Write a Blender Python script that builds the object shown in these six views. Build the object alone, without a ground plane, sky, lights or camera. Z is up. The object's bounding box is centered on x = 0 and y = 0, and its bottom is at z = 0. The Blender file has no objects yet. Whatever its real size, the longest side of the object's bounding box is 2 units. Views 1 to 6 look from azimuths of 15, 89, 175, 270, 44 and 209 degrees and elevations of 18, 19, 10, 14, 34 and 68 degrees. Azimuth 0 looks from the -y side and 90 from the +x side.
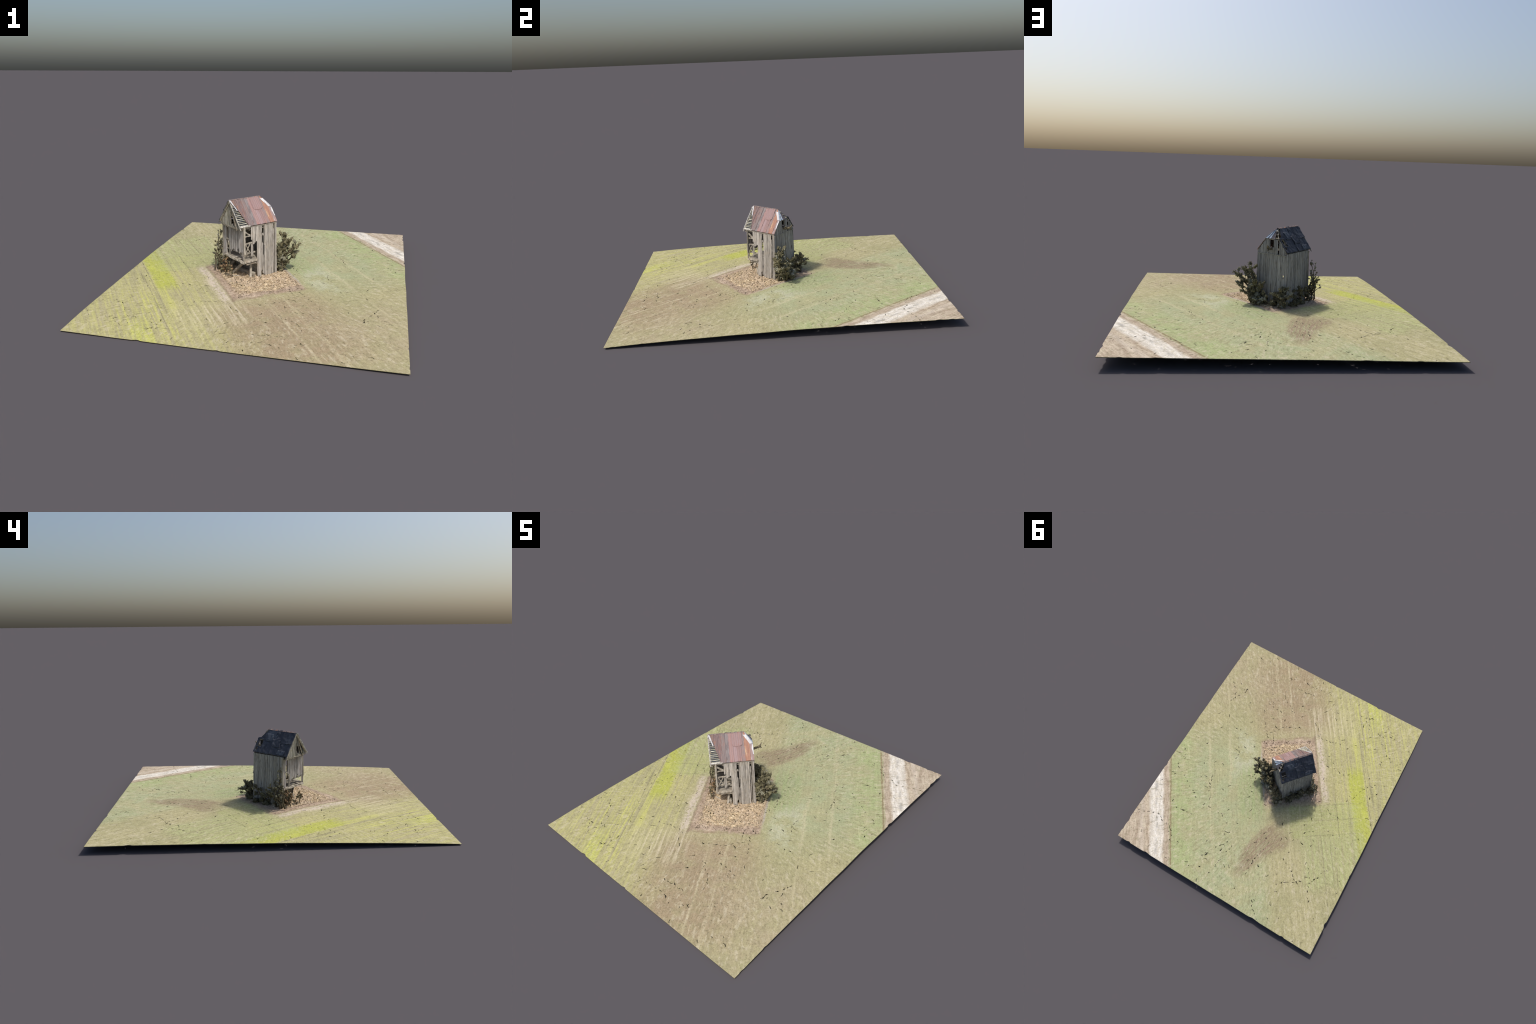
# Weathered timber barn on a sloping patch of farmland.
import bpy, bmesh, math, random
import numpy as np
from mathutils import Vector, noise, Matrix

R = random.Random(7)

# ------------------------------------------------------------------ frame of the barn
ORIGIN = (-0.1014, -0.0604)
AU = (0.635, 0.772)      # along the ridge, front to back
AW = (0.772, -0.635)     # across, to the sunny side


def L(u, w, z):
    return Vector((ORIGIN[0] + AU[0] * u + AW[0] * w, ORIGIN[1] + AU[1] * u + AW[1] * w, z))


DU, DW, DZ = Vector((*AU, 0)), Vector((*AW, 0)), Vector((0, 0, 1))

# ------------------------------------------------------------------ frame of the fields
FA = (-0.565, 0.825)     # along the furrows
FB = (0.825, 0.565)      # across the furrows, towards the lane

CORNERS = dict(A=(-0.7937, -1.0, 0.0075), B=(0.862, -1.0, 0.0106), C=(0.797, 1.0, 0.0573), D=(-0.8639, 1.0, 0.0405))


def ground_z(x, y):
    """Height of the field sheet (works on arrays)."""
    t = (y + 1) / 2
    s = (x + 0.83) / 1.66
    z = (1 - t) * ((1 - s) * 0.0075 + s * 0.0106) + t * ((1 - s) * 0.0405 + s * 0.0573)
    z = z + (0.0120 + 0.002 * s) * (1 - (2 * t - 1) ** 2)
    z = z - 0.004 * (1 - (2 * s - 1) ** 2) * (1 - t) ** 2
    d2 = (x + 0.08) ** 2 + (y + 0.09) ** 2
    z = z + 0.003 * np.exp(-((x + 0.2) ** 2 + (y - 0.5) ** 2) / 0.2) - 0.0025 * np.exp(-((x - 0.55) ** 2 + (y + 0.25) ** 2) / 0.06)
    return z + 0.0135 * np.exp(-d2 / 0.07)


def gz(x, y):
    return float(ground_z(np.float64(x), np.float64(y)))


# ------------------------------------------------------------------ node helpers
class Nodes:
    def __init__(self, name):
        self.mat = bpy.data.materials.new(name)
        self.mat.use_nodes = True
        self.t = self.mat.node_tree
        self.bsdf = self.t.nodes["Principled BSDF"]
        self.bsdf.inputs["Roughness"].default_value = 0.9
        self.bsdf.inputs["Specular IOR Level"].default_value = 0.15

    def link(self, a, b):
        self.t.links.new(a, b)

    def put(self, sock, v):
        if hasattr(v, "is_linked") or isinstance(v, bpy.types.NodeSocket):
            self.link(v, sock)
        elif v is not None:
            if sock.type == "RGBA" and len(v) == 3:
                v = (*v, 1)
            sock.default_value = v

    def coord(self, kind="Object"):
        return self.t.nodes.new("ShaderNodeTexCoord").outputs[kind]

    def m(self, op, a, b=None, c=None, clamp=False):
        n = self.t.nodes.new("ShaderNodeMath")
        n.operation, n.use_clamp = op, clamp
        self.put(n.inputs[0], a)
        if b is not None:
            self.put(n.inputs[1], b)
        if c is not None:
            self.put(n.inputs[2], c)
        return n.outputs[0]

    def add(self, a, b): return self.m("ADD", a, b)
    def sub(self, a, b): return self.m("SUBTRACT", a, b)
    def mul(self, a, b): return self.m("MULTIPLY", a, b)

    def sep(self, v):
        n = self.t.nodes.new("ShaderNodeSeparateXYZ")
        self.put(n.inputs[0], v)
        return n.outputs

    def xyz(self, x, y, z=0.0):
        n = self.t.nodes.new("ShaderNodeCombineXYZ")
        for i, v in enumerate((x, y, z)):
            self.put(n.inputs[i], v)
        return n.outputs[0]

    def mapping(self, v, scale=(1, 1, 1), rot=(0, 0, 0), loc=(0, 0, 0)):
        n = self.t.nodes.new("ShaderNodeMapping")
        self.put(n.inputs["Vector"], v)
        n.inputs["Scale"].default_value, n.inputs["Rotation"].default_value, n.inputs["Location"].default_value = scale, rot, loc
        return n.outputs[0]

    def noise(self, v, scale, detail=3.0, rough=0.55, distort=0.0):
        n = self.t.nodes.new("ShaderNodeTexNoise")
        self.put(n.inputs["Vector"], v)
        n.inputs["Scale"].default_value, n.inputs["Detail"].default_value = scale, detail
        n.inputs["Roughness"].default_value, n.inputs["Distortion"].default_value = rough, distort
        return n.outputs[0]

    def voronoi(self, v, scale, feature="F1", out="Distance"):
        n = self.t.nodes.new("ShaderNodeTexVoronoi")
        n.feature = feature
        self.put(n.inputs["Vector"], v)
        n.inputs["Scale"].default_value = scale
        return n.outputs[out]

    def step(self, x, lo, hi, a=0.0, b=1.0):
        n = self.t.nodes.new("ShaderNodeMapRange")
        n.interpolation_type = "SMOOTHSTEP"
        self.put(n.inputs["Value"], x)
        for k, v in zip(("From Min", "From Max", "To Min", "To Max"), (lo, hi, a, b)):
            n.inputs[k].default_value = v
        return n.outputs["Result"]

    def band(self, x, lo, hi, soft):
        return self.mul(self.step(x, lo - soft, lo + soft), self.step(x, hi - soft, hi + soft, 1.0, 0.0))

    def mix(self, f, a, b, mode="MIX"):
        n = self.t.nodes.new("ShaderNodeMix")
        n.data_type, n.blend_type = "RGBA", mode
        self.put(n.inputs[0], f)
        self.put(n.inputs[6], a)
        self.put(n.inputs[7], b)
        return n.outputs[2]

    def ramp(self, f, stops):
        n = self.t.nodes.new("ShaderNodeValToRGB")
        self.put(n.inputs[0], f)
        e = n.color_ramp.elements
        while len(e) < len(stops):
            e.new(0.5)
        for el, (p, c) in zip(e, stops):
            el.position, el.color = p, (*c, 1)
        return n.outputs[0]

    def gain(self, col, f):
        """multiply a colour by a grey factor"""
        n = self.t.nodes.new("ShaderNodeVectorMath")
        n.operation = "SCALE"
        self.put(n.inputs[0], col)
        self.put(n.inputs["Scale"], f)
        return n.outputs[0]

    def random(self):
        return self.t.nodes.new("ShaderNodeObjectInfo").outputs["Random"]

    def finish(self, col, bump=None, strength=0.4, dist=0.002, rough=None, metallic=None):
        self.put(self.bsdf.inputs["Base Color"], col)
        if bump is not None:
            n = self.t.nodes.new("ShaderNodeBump")
            n.inputs["Strength"].default_value, n.inputs["Distance"].default_value = strength, dist
            self.put(n.inputs["Height"], bump)
            self.link(n.outputs[0], self.bsdf.inputs["Normal"])
        if rough is not None:
            self.put(self.bsdf.inputs["Roughness"], rough)
        if metallic is not None:
            self.put(self.bsdf.inputs["Metallic"], metallic)
        return self.mat


# ------------------------------------------------------------------ materials
def field_material():
    N = Nodes("field_grass_and_stubble")
    p = N.coord()
    s = N.sep(p)
    x, y = s[0], s[1]
    a0 = N.add(N.mul(x, FA[0]), N.mul(y, FA[1]))
    b0 = N.add(N.mul(x, FB[0]), N.mul(y, FB[1]))
    wob = N.sub(N.noise(p, 9.0, 4), 0.5)
    wob2 = N.sub(N.noise(N.mapping(p, loc=(3.1, 7.7, 0)), 40.0, 3), 0.5)
    a = N.add(a0, N.add(N.mul(wob, 0.10), N.mul(wob2, 0.03)))
    b = N.add(b0, N.add(N.mul(wob, 0.035), N.mul(wob2, 0.02)))
    bsharp = N.add(b0, N.mul(wob2, 0.012))
    asharp = N.add(a0, N.mul(wob2, 0.02))

    big = N.noise(p, 2.6, 4, 0.6)
    mid = N.noise(N.mapping(p, loc=(5, 1, 0)), 9.0, 5, 0.65)
    streak = N.noise(N.xyz(N.mul(b0, 60.0), N.mul(a0, 2.2)), 1.0, 4, 0.6)
    finestreak = N.noise(N.xyz(N.mul(b0, 210.0), N.mul(a0, 14.0)), 1.0, 3, 0.6)
    grain = N.noise(p, 170.0, 3, 0.6)
    # scan's projection stretch copied as grain streaked outwards from the barn
    px, py = N.add(x, 0.08), N.add(y, 0.08)
    rad = N.m("SQRT", N.add(N.mul(px, px), N.mul(py, py)))
    smear = N.noise(N.xyz(N.mul(N.m("DIVIDE", px, N.add(rad, 0.02)), 58.0), N.mul(N.m("DIVIDE", py, N.add(rad, 0.02)), 58.0), N.mul(rad, 24.0)), 1.0, 4, 0.62)
    tuft2 = N.noise(N.mapping(p, loc=(2, 9, 0)), 62.0, 4, 0.7)
    near = N.step(rad, 0.75, 0.35)
    smear = N.add(N.mul(tuft2, near), N.mul(smear, N.sub(1.0, near)))

    # broad field: straw-olive, greener towards the lane, yellower on the far side
    col = N.mix(N.step(big, 0.35, 0.65), (0.415, 0.375, 0.21), (0.365, 0.34, 0.185))
    green = N.mul(N.band(b, 0.13, 0.84, 0.06), N.step(a, -0.62, -0.15))
    col = N.mix(N.mul(green, N.add(0.35, N.mul(N.step(mid, 0.35, 0.65), 0.55))), col, (0.36, 0.39, 0.225))
    lush = N.mul(N.band(b, 0.66, 0.83, 0.07), N.step(mid, 0.32, 0.6))
    col = N.mix(N.mul(lush, 0.7), col, (0.35, 0.405, 0.18))
    pale = N.mul(N.band(b, 0.18, 0.34, 0.05), N.band(a, -0.42, -0.08, 0.09))
    col = N.mix(N.mul(pale, N.step(mid, 0.4, 0.62)), col, (0.46, 0.46, 0.32))
    west = N.mul(N.step(b, -0.30, -0.5), 0.8)
    col = N.mix(N.mul(west, N.step(streak, 0.35, 0.62)), col, (0.45, 0.43, 0.17))
    rows = N.mul(N.band(b, 0.12, 0.30, 0.03), N.band(a, -0.12, 0.30, 0.06))
    col = N.mix(N.mul(rows, N.step(streak, 0.40, 0.58, 0.15, 0.9)), col, (0.31, 0.36, 0.175))
    # bare brownish stubble in front of the barn
    brown = N.mul(N.band(b, -0.46, 0.12, 0.14), N.band(a, -1.15, -0.40, 0.12))
    col = N.mix(N.mul(brown, N.step(mid, 0.30, 0.58, 0.45, 1.0)), col, (0.345, 0.27, 0.17))
    brown2 = N.mul(N.band(b, -0.02, 0.9, 0.10), N.step(a, -0.55, -0.85))
    col = N.mix(N.mul(brown2, N.step(mid, 0.35, 0.65, 0.1, 0.8)), col, (0.40, 0.335, 0.215))
    # yellow-green strips of sprouting crop
    y1 = N.mul(N.band(b, -0.675, -0.56, 0.012), N.step(a, -0.16, 0.02))
    y1 = N.mul(y1, N.step(streak, 0.25, 0.5, 0.55, 1.0))
    col = N.mix(N.mul(y1, 0.92), col, (0.42, 0.44, 0.085))
    y2 = N.mul(N.band(b, -0.90, -0.80, 0.03), N.step(a, -0.30, -0.55))
    col = N.mix(N.mul(y2, N.step(streak, 0.32, 0.6)), col, (0.47, 0.48, 0.13))
    y3 = N.mul(N.band(b, -0.95, -0.56, 0.04), N.band(a, -0.65, -0.05, 0.1))
    col = N.mix(N.mul(y3, N.step(streak, 0.48, 0.66, 0.0, 0.5)), col, (0.50, 0.50, 0.12))
    y4 = N.mul(N.band(b, -0.66, -0.30, 0.03), N.band(a, -0.60, -0.35, 0.1))
    col = N.mix(N.mul(y4, N.step(streak, 0.45, 0.62, 0.0, 0.7)), col, (0.56, 0.49, 0.36))
    # cross-ploughed greener block behind the barn
    block = N.mul(N.band(b, -0.60, -0.05, 0.05), N.band(a, 0.22, 0.47, 0.015))
    cross = N.noise(N.xyz(N.mul(a0, 90.0), N.mul(b0, 4.0)), 1.0, 3, 0.6)
    col = N.mix(N.mul(block, N.step(cross, 0.3, 0.6, 0.15, 0.7)), col, (0.37, 0.395, 0.165))
    block2 = N.mul(N.band(b, -0.62, -0.14, 0.02), N.band(a, 0.46, 0.86, 0.03))
    col = N.mix(N.mul(block2, N.step(streak, 0.35, 0.6, 0.2, 0.8)), col, (0.38, 0.40, 0.19))
    # ploughing lines
    lines = N.mul(N.step(streak, 0.36, 0.30), N.band(b, -0.86, -0.13, 0.05))
    lines = N.mul(lines, N.step(a, -0.35, 0.0, 0.25, 1.0))
    col = N.mix(N.mul(lines, 0.55), col, (0.20, 0.19, 0.095))
    for bc, lo, hi in ((-0.535, 0.1, 1.4), (-0.30, 0.46, 1.2), (-0.365, 0.46, 1.1), (-0.44, -0.2, 0.5), (-0.69, -0.4, 0.6), (-0.72, -0.6, 0.2)):
        ln = N.mul(N.band(bsharp, bc - 0.0025, bc + 0.0025, 0.002), N.band(a, lo, hi, 0.05))
        col = N.mix(N.mul(ln, N.step(tuft2, 0.35, 0.6, 0.1, 0.7)), col, (0.17, 0.16, 0.09))
    for ac in (0.225, 0.345, 0.462):
        ln = N.mul(N.band(asharp, ac - 0.002, ac + 0.002, 0.002), N.band(b, -0.60, -0.12, 0.05))
        col = N.mix(N.mul(ln, 0.55), col, (0.18, 0.17, 0.09))
    # faint tractor tracks, paler
    for bc in (0.36, 0.52, -0.06, -0.16):
        ln = N.mul(N.band(b, bc - 0.010, bc + 0.010, 0.010), N.step(streak, 0.35, 0.6))
        col = N.mix(N.mul(ln, 0.4), col, (0.52, 0.46, 0.30))
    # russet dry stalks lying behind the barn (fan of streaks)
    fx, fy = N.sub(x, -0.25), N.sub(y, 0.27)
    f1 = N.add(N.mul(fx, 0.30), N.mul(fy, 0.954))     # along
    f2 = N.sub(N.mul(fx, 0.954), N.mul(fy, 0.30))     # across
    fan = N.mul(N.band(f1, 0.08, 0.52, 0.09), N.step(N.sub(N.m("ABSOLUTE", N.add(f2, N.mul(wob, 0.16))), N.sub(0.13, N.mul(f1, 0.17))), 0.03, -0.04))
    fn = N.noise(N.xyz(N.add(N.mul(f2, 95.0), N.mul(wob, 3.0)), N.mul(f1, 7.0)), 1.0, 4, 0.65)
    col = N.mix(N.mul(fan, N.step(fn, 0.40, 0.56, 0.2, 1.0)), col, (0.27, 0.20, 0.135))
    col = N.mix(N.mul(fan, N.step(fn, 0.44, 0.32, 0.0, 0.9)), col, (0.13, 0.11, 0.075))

    # lane: trampled verge, two pale gravel tracks
    verge = N.step(b, 0.825, 0.85)
    lane = N.noise(N.xyz(N.mul(b0, 45.0), N.mul(a0, 9.0)), 1.0, 4, 0.65)
    vcol = N.mix(N.step(lane, 0.32, 0.68), (0.33, 0.255, 0.185), (0.56, 0.47, 0.36))
    col = N.mix(verge, col, vcol)
    col = N.mix(N.band(bsharp, 0.826, 0.834, 0.005), col, (0.24, 0.18, 0.10))
    gravel = N.band(b, 0.885, 0.985, 0.014)
    gcol = N.mix(N.step(lane, 0.3, 0.7), (0.60, 0.545, 0.46), (0.80, 0.755, 0.68))
    col = N.mix(gravel, col, gcol)
    rut = N.mul(N.band(b, 0.930, 0.945, 0.012), N.step(N.noise(N.xyz(N.mul(b0, 12.0), N.mul(a0, 14.0)), 1.0, 3), 0.42, 0.6))
    col = N.mix(N.mul(rut, 0.75), col, (0.30, 0.29, 0.27))
    far = N.band(b, 1.03, 1.06, 0.02)
    col = N.mix(N.mul(far, 0.5), col, (0.66, 0.58, 0.48))

    # plot of the barn: pale path, dark edge, brown litter, yellow straw
    path = N.mul(N.band(b, -0.385, -0.335, 0.022), N.band(a, -0.36, 0.20, 0.07))
    col = N.mix(N.mul(path, N.step(tuft2, 0.35, 0.58, 0.25, 1.0)), col, (0.56, 0.475, 0.395))
    plot = N.mul(N.band(N.add(bsharp, N.mul(wob, 0.03)), -0.325, 0.112, 0.012), N.band(a, -0.355, 0.21, 0.03))
    plot = N.mul(plot, N.step(N.add(N.mul(tuft2, 0.6), N.step(a, -0.42, -0.22)), 0.42, 0.72))
    soil = N.ramp(N.add(N.mul(mid, 0.5), N.mul(tuft2, 0.5)), ((0.36, (0.23, 0.165, 0.115)), (0.50, (0.40, 0.305, 0.225)), (0.64, (0.53, 0.425, 0.32))))
    col = N.mix(plot, col, soil)
    straw = N.mul(N.band(b, -0.275, 0.095, 0.03), N.band(a, -0.285, 0.14, 0.05))
    straw = N.step(N.mul(straw, N.add(0.35, tuft2)), 0.25, 0.6)
    vor = N.voronoi(N.mapping(p, scale=(1, 1, 1)), 120.0, "F1", "Color")
    vs = N.sep(vor)
    scol = N.ramp(vs[0], ((0.0, (0.30, 0.21, 0.125)), (0.35, (0.54, 0.41, 0.25)), (0.75, (0.65, 0.52, 0.335)), (1.0, (0.74, 0.64, 0.46))))
    clump = N.step(mid, 0.60, 0.42)
    col = N.mix(N.mul(straw, N.add(0.3, N.mul(clump, 0.6))), col, scol)
    specks = N.mul(plot, N.step(N.noise(p, 95.0, 3, 0.6), 0.57, 0.63))
    col = N.mix(N.mul(specks, 0.85), col, (0.13, 0.095, 0.06))
    rim = N.mul(N.band(bsharp, 0.108, 0.119, 0.004), N.band(a, -0.24, 0.16, 0.04))
    col = N.mix(N.mul(rim, 0.8), col, (0.40, 0.36, 0.32))
    rim2 = N.mul(N.band(bsharp, -0.334, -0.318, 0.006), N.band(a, -0.37, 0.2, 0.02))
    col = N.mix(N.mul(rim2, N.step(tuft2, 0.4, 0.6)), col, (0.22, 0.16, 0.11))
    rim3 = N.mul(N.band(asharp, -0.365, -0.352, 0.008), N.band(b, -0.33, 0.0, 0.03))
    col = N.mix(N.mul(rim3, N.step(mid, 0.4, 0.6, 0.2, 0.8)), col, (0.27, 0.19, 0.13))

    # grain
    offplot = N.sub(1.0, N.mul(plot, 0.7))
    col = N.mix(N.mul(N.step(smear, 0.52, 0.66, 0.0, 0.50), offplot), col, (0.55, 0.49, 0.355))
    col = N.mix(N.mul(N.step(smear, 0.46, 0.33, 0.0, 0.48), offplot), col, (0.225, 0.20, 0.11))
    dots = N.mul(N.add(brown, N.mul(brown2, 0.4)), N.step(N.noise(p, 75.0, 4, 0.75), 0.57, 0.66))
    col = N.mix(N.mul(dots, 0.75), col, (0.15, 0.115, 0.07))
    speck = N.noise(N.mapping(p, loc=(7, 3, 0)), 110.0, 5, 0.78)
    col = N.mix(N.mul(N.step(speck, 0.47, 0.36, 0.0, 0.6), offplot), col, (0.17, 0.15, 0.085))
    col = N.mix(N.mul(N.step(speck, 0.55, 0.66, 0.0, 0.45), offplot), col, (0.56, 0.50, 0.37))
    f = N.add(N.add(0.42, N.mul(streak, 0.38)), N.add(N.mul(finestreak, 0.42), N.mul(grain, 0.38)))
    col = N.gain(col, f)
    h = N.add(N.mul(finestreak, 0.5), N.add(N.mul(grain, 0.5), N.mul(smear, 0.6)))
    return N.finish(col, h, 0.35, 0.004, 1.0)


def wood_material(name, light, dark, warm, along="z", moss=0.0, contrast=1.0):
    N = Nodes(name)
    p = N.coord()
    # barn-aligned axes so that grain follows the timber
    q = N.mapping(p, rot=(0, 0, -math.atan2(AU[1], AU[0])))
    sc = {"z": (130, 130, 7), "u": (7, 130, 130), "w": (130, 7, 130), "any": (60, 60, 60)}[along]
    g = N.noise(N.mapping(q, scale=sc), 1.0, 4, 0.65, 0.3)
    sc2 = {"z": (320, 320, 20), "u": (20, 320, 320), "w": (320, 20, 320), "any": (160, 160, 160)}[along]
    g2 = N.noise(N.mapping(q, scale=sc2), 1.0, 2, 0.6)
    blot = N.noise(p, 28.0, 4, 0.6)
    rnd = N.random()
    mx = N.mix(N.step(g, 0.34, 0.62), dark, light)
    mx = N.mix(N.mul(N.step(blot, 0.5, 0.68), 0.55), mx, warm)
    mx = N.mix(N.mul(N.step(g2, 0.42, 0.33), 0.75), mx, tuple(c * 0.25 for c in dark))
    if moss:
        mx = N.mix(N.mul(N.step(N.noise(p, 60, 3), 0.52, 0.62), moss), mx, (0.16, 0.16, 0.05))
    mx = N.gain(mx, N.add(0.80, N.mul(rnd, 0.38)))
    return N.finish(mx, N.add(g, g2), 0.6, 0.0015, 0.92)


def sheet_material(name, tones, rust=0.0, seed=0.0):
    """Painted roof sheet: tones = two main colours and a streak colour, streaks run down the slope."""
    N = Nodes(name)
    p = N.coord()
    q = N.mapping(p, rot=(0, 0, -math.atan2(AU[1], AU[0])), loc=(seed, seed * 0.7, 0))
    st = N.noise(N.mapping(q, scale=(150, 9, 9)), 1.0, 4, 0.6)
    bl = N.noise(N.mapping(q, scale=(34, 12, 12)), 1.0, 4, 0.65)
    col = N.mix(N.step(st, 0.36, 0.64), tones[0], tones[1])
    col = N.mix(N.step(bl, 0.52, 0.66), col, tones[2])
    if rust:
        r = N.noise(N.mapping(q, scale=(75, 26, 26)), 1.0, 4, 0.7)
        col = N.mix(N.mul(N.step(r, 0.54, 0.64), rust), col, (0.40, 0.17, 0.09))
        col = N.mix(N.mul(N.step(r, 0.42, 0.34), rust), col, (0.13, 0.085, 0.085))
    spk = N.noise(p, 240.0, 2, 0.5)
    col = N.gain(col, N.add(0.82, N.mul(spk, 0.34)))
    return N.finish(col, bl, 0.25, 0.0015, 0.6)


def plain_material(name, lo, hi, scale=60.0, rough=0.9, bump=0.5, vary=0.3):
    N = Nodes(name)
    p = N.coord()
    n = N.noise(p, scale, 4, 0.65)
    col = N.mix(N.step(n, 0.34, 0.66), lo, hi)
    col = N.gain(col, N.add(1.0 - vary / 2, N.mul(N.random(), vary)))
    return N.finish(col, n, bump, 0.002, rough)


M = {}
M["field"] = field_material()
M["board"] = wood_material("weathered_board", (0.50, 0.465, 0.42), (0.30, 0.275, 0.24), (0.44, 0.385, 0.31))
M["front"] = wood_material("weathered_front_board", (0.50, 0.47, 0.45), (0.27, 0.25, 0.235), (0.36, 0.29, 0.25))
M["dull"] = wood_material("shade_side_board", (0.42, 0.405, 0.375), (0.25, 0.24, 0.22), (0.36, 0.33, 0.28))  # same grey wood, with shade of the left and back walls in its tone
M["gable"] = wood_material("lichen_gable_board", (0.42, 0.40, 0.345), (0.17, 0.16, 0.135), (0.30, 0.285, 0.22), moss=0.25)
M["timber_z"] = wood_material("timber_upright", (0.50, 0.46, 0.39), (0.27, 0.24, 0.19), (0.42, 0.36, 0.27))
M["timber_u"] = wood_material("timber_long", (0.46, 0.42, 0.35), (0.24, 0.21, 0.17), (0.40, 0.32, 0.23), along="u")
M["timber_w"] = wood_material("timber_cross", (0.40, 0.36, 0.29), (0.20, 0.175, 0.14), (0.36, 0.27, 0.18), along="w")
M["lath"] = wood_material("bleached_lath", (0.62, 0.60, 0.50), (0.36, 0.34, 0.26), (0.50, 0.46, 0.28), along="u", moss=0.3)
M["verge"] = wood_material("bleached_verge", (0.60, 0.58, 0.53), (0.28, 0.26, 0.23), (0.55, 0.52, 0.45), along="any")
M["tar"] = sheet_material("shaded_roofing_felt", ((0.075, 0.080, 0.095), (0.052, 0.056, 0.070), (0.10, 0.108, 0.125)), seed=2.0)  # grey sheet; part of its darkness is baked shade kept in the colour
M["tar_pale"] = sheet_material("shaded_roofing_felt_patch", ((0.10, 0.110, 0.13), (0.075, 0.085, 0.105), (0.135, 0.15, 0.17)), seed=5.0)
M["zinc"] = sheet_material("bare_zinc_sheet", ((0.60, 0.60, 0.62), (0.42, 0.41, 0.43), (0.70, 0.69, 0.69)), rust=0.25, seed=3.0)
M["sky_tin"] = sheet_material("sky_tinted_tin", ((0.60, 0.71, 0.82), (0.45, 0.55, 0.66), (0.68, 0.76, 0.83)), seed=7.0)  # light tin with the sky's blue reflection put into its colour
M["zinc_dark"] = sheet_material("stained_zinc_sheet", ((0.13, 0.115, 0.12), (0.09, 0.085, 0.095), (0.22, 0.21, 0.24)), seed=4.0)
M["cap"] = sheet_material("worn_ridge_cap", ((0.24, 0.19, 0.175), (0.17, 0.135, 0.13), (0.36, 0.31, 0.27)), rust=0.4, seed=6.0)
M["twig"] = plain_material("shrub_bark", (0.085, 0.07, 0.045), (0.175, 0.15, 0.10), 70, vary=0.4)
M["leaf"] = plain_material("shrub_foliage", (0.10, 0.092, 0.052), (0.26, 0.235, 0.145), 90, vary=0.7)
M["leaf_pale"] = plain_material("shrub_pale_foliage", (0.20, 0.195, 0.135), (0.40, 0.39, 0.31), 90, vary=0.4)
M["leaf_dry"] = plain_material("shrub_dry_foliage", (0.20, 0.125, 0.065), (0.40, 0.27, 0.16), 90, vary=0.5)
M["litter"] = plain_material("straw_litter", (0.42, 0.31, 0.19), (0.70, 0.575, 0.39), 150, vary=0.3)
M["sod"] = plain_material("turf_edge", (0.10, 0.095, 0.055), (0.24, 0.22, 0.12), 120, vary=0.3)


# ------------------------------------------------------------------ objects
def link(o):
    bpy.context.scene.collection.objects.link(o)
    return o


def mesh_object(name, verts, faces, mat, parent=None, smooth=False, stuff=False):
    me = bpy.data.meshes.new(name)
    me.from_pydata([tuple(v) for v in verts], [], faces)
    me.materials.append(mat)
    if smooth:
        me.polygons.foreach_set("use_smooth", [True] * len(me.polygons))
    me.update()
    o = link(bpy.data.objects.new(name, me))
    o.parent = parent
    if stuff:
        o["kind"] = "stuff"
    return o


def empty(name, loc=(0, 0, 0)):
    o = link(bpy.data.objects.new(name, None))
    o.location = loc
    return o


class Geo:
    def __init__(self):
        self.v, self.f = [], []

    def take(self, v, f):
        k = len(self.v)
        self.v += v
        self.f += [[i + k for i in q] for q in f]


def plank(p0, p1, wide, normal, width, thick, jag0=0.0, jag1=0.0, seg=6, rough=0.10, bow=0.0, taper=1.0):
    """A board from p0 to p1: uneven edges, splintered ends."""
    p0, p1 = Vector(p0), Vector(p1)
    wide, normal = Vector(wide).normalized(), Vector(normal).normalized()
    run = p1 - p0
    d = run.normalized()
    cols = 4
    v, f = [], []
    ends = [[R.uniform(-1, 1) * jag0 for _ in range(cols)], [R.uniform(-1, 1) * jag1 for _ in range(cols)]]
    lean = R.uniform(-1, 1) * 0.25
    for side in (1, -1):
        for i in range(seg + 1):
            t = i / seg
            hw = width / 2 * (1 + (taper - 1) * t)
            e0, e1 = R.uniform(-1, 1) * rough * width, R.uniform(-1, 1) * rough * width
            for j in range(cols):
                s = j / (cols - 1) * 2 - 1
                off = s * hw + (e0 if j == 0 else e1 if j == cols - 1 else 0)
                q = p0 + run * t + wide * off + normal * (side * thick / 2 + bow * math.sin(math.pi * t) + s * lean * thick)
                if i == 0:
                    q = q + d * ends[0][j]
                if i == seg:
                    q = q + d * ends[1][j]
                v.append(q)
    n = (seg + 1) * cols
    for i in range(seg):
        for j in range(cols - 1):
            a = i * cols + j
            f.append([a, a + 1, a + cols + 1, a + cols])
            f.append([n + a, n + a + cols, n + a + cols + 1, n + a + 1])
        a = i * cols
        f.append([a, a + cols, n + a + cols, n + a])
        a = i * cols + cols - 1
        f.append([a, n + a, n + a + cols, a + cols])
    for j in range(cols - 1):
        f.append([j, n + j, n + j + 1, j + 1])
        a = seg * cols + j
        f.append([a, a + 1, n + a + 1, n + a])
    return v, f


def beam(p0, p1, size, size2=None, up=(0, 0, 1), **k):
    p0, p1 = Vector(p0), Vector(p1)
    d = (p1 - p0).normalized()
    up = Vector(up)
    side = d.cross(up)
    if side.length < 1e-3:
        side = d.cross(DU)
    side.normalize()
    return plank(p0, p1, side, side.cross(d), size, size2 or size, **k)


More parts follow.
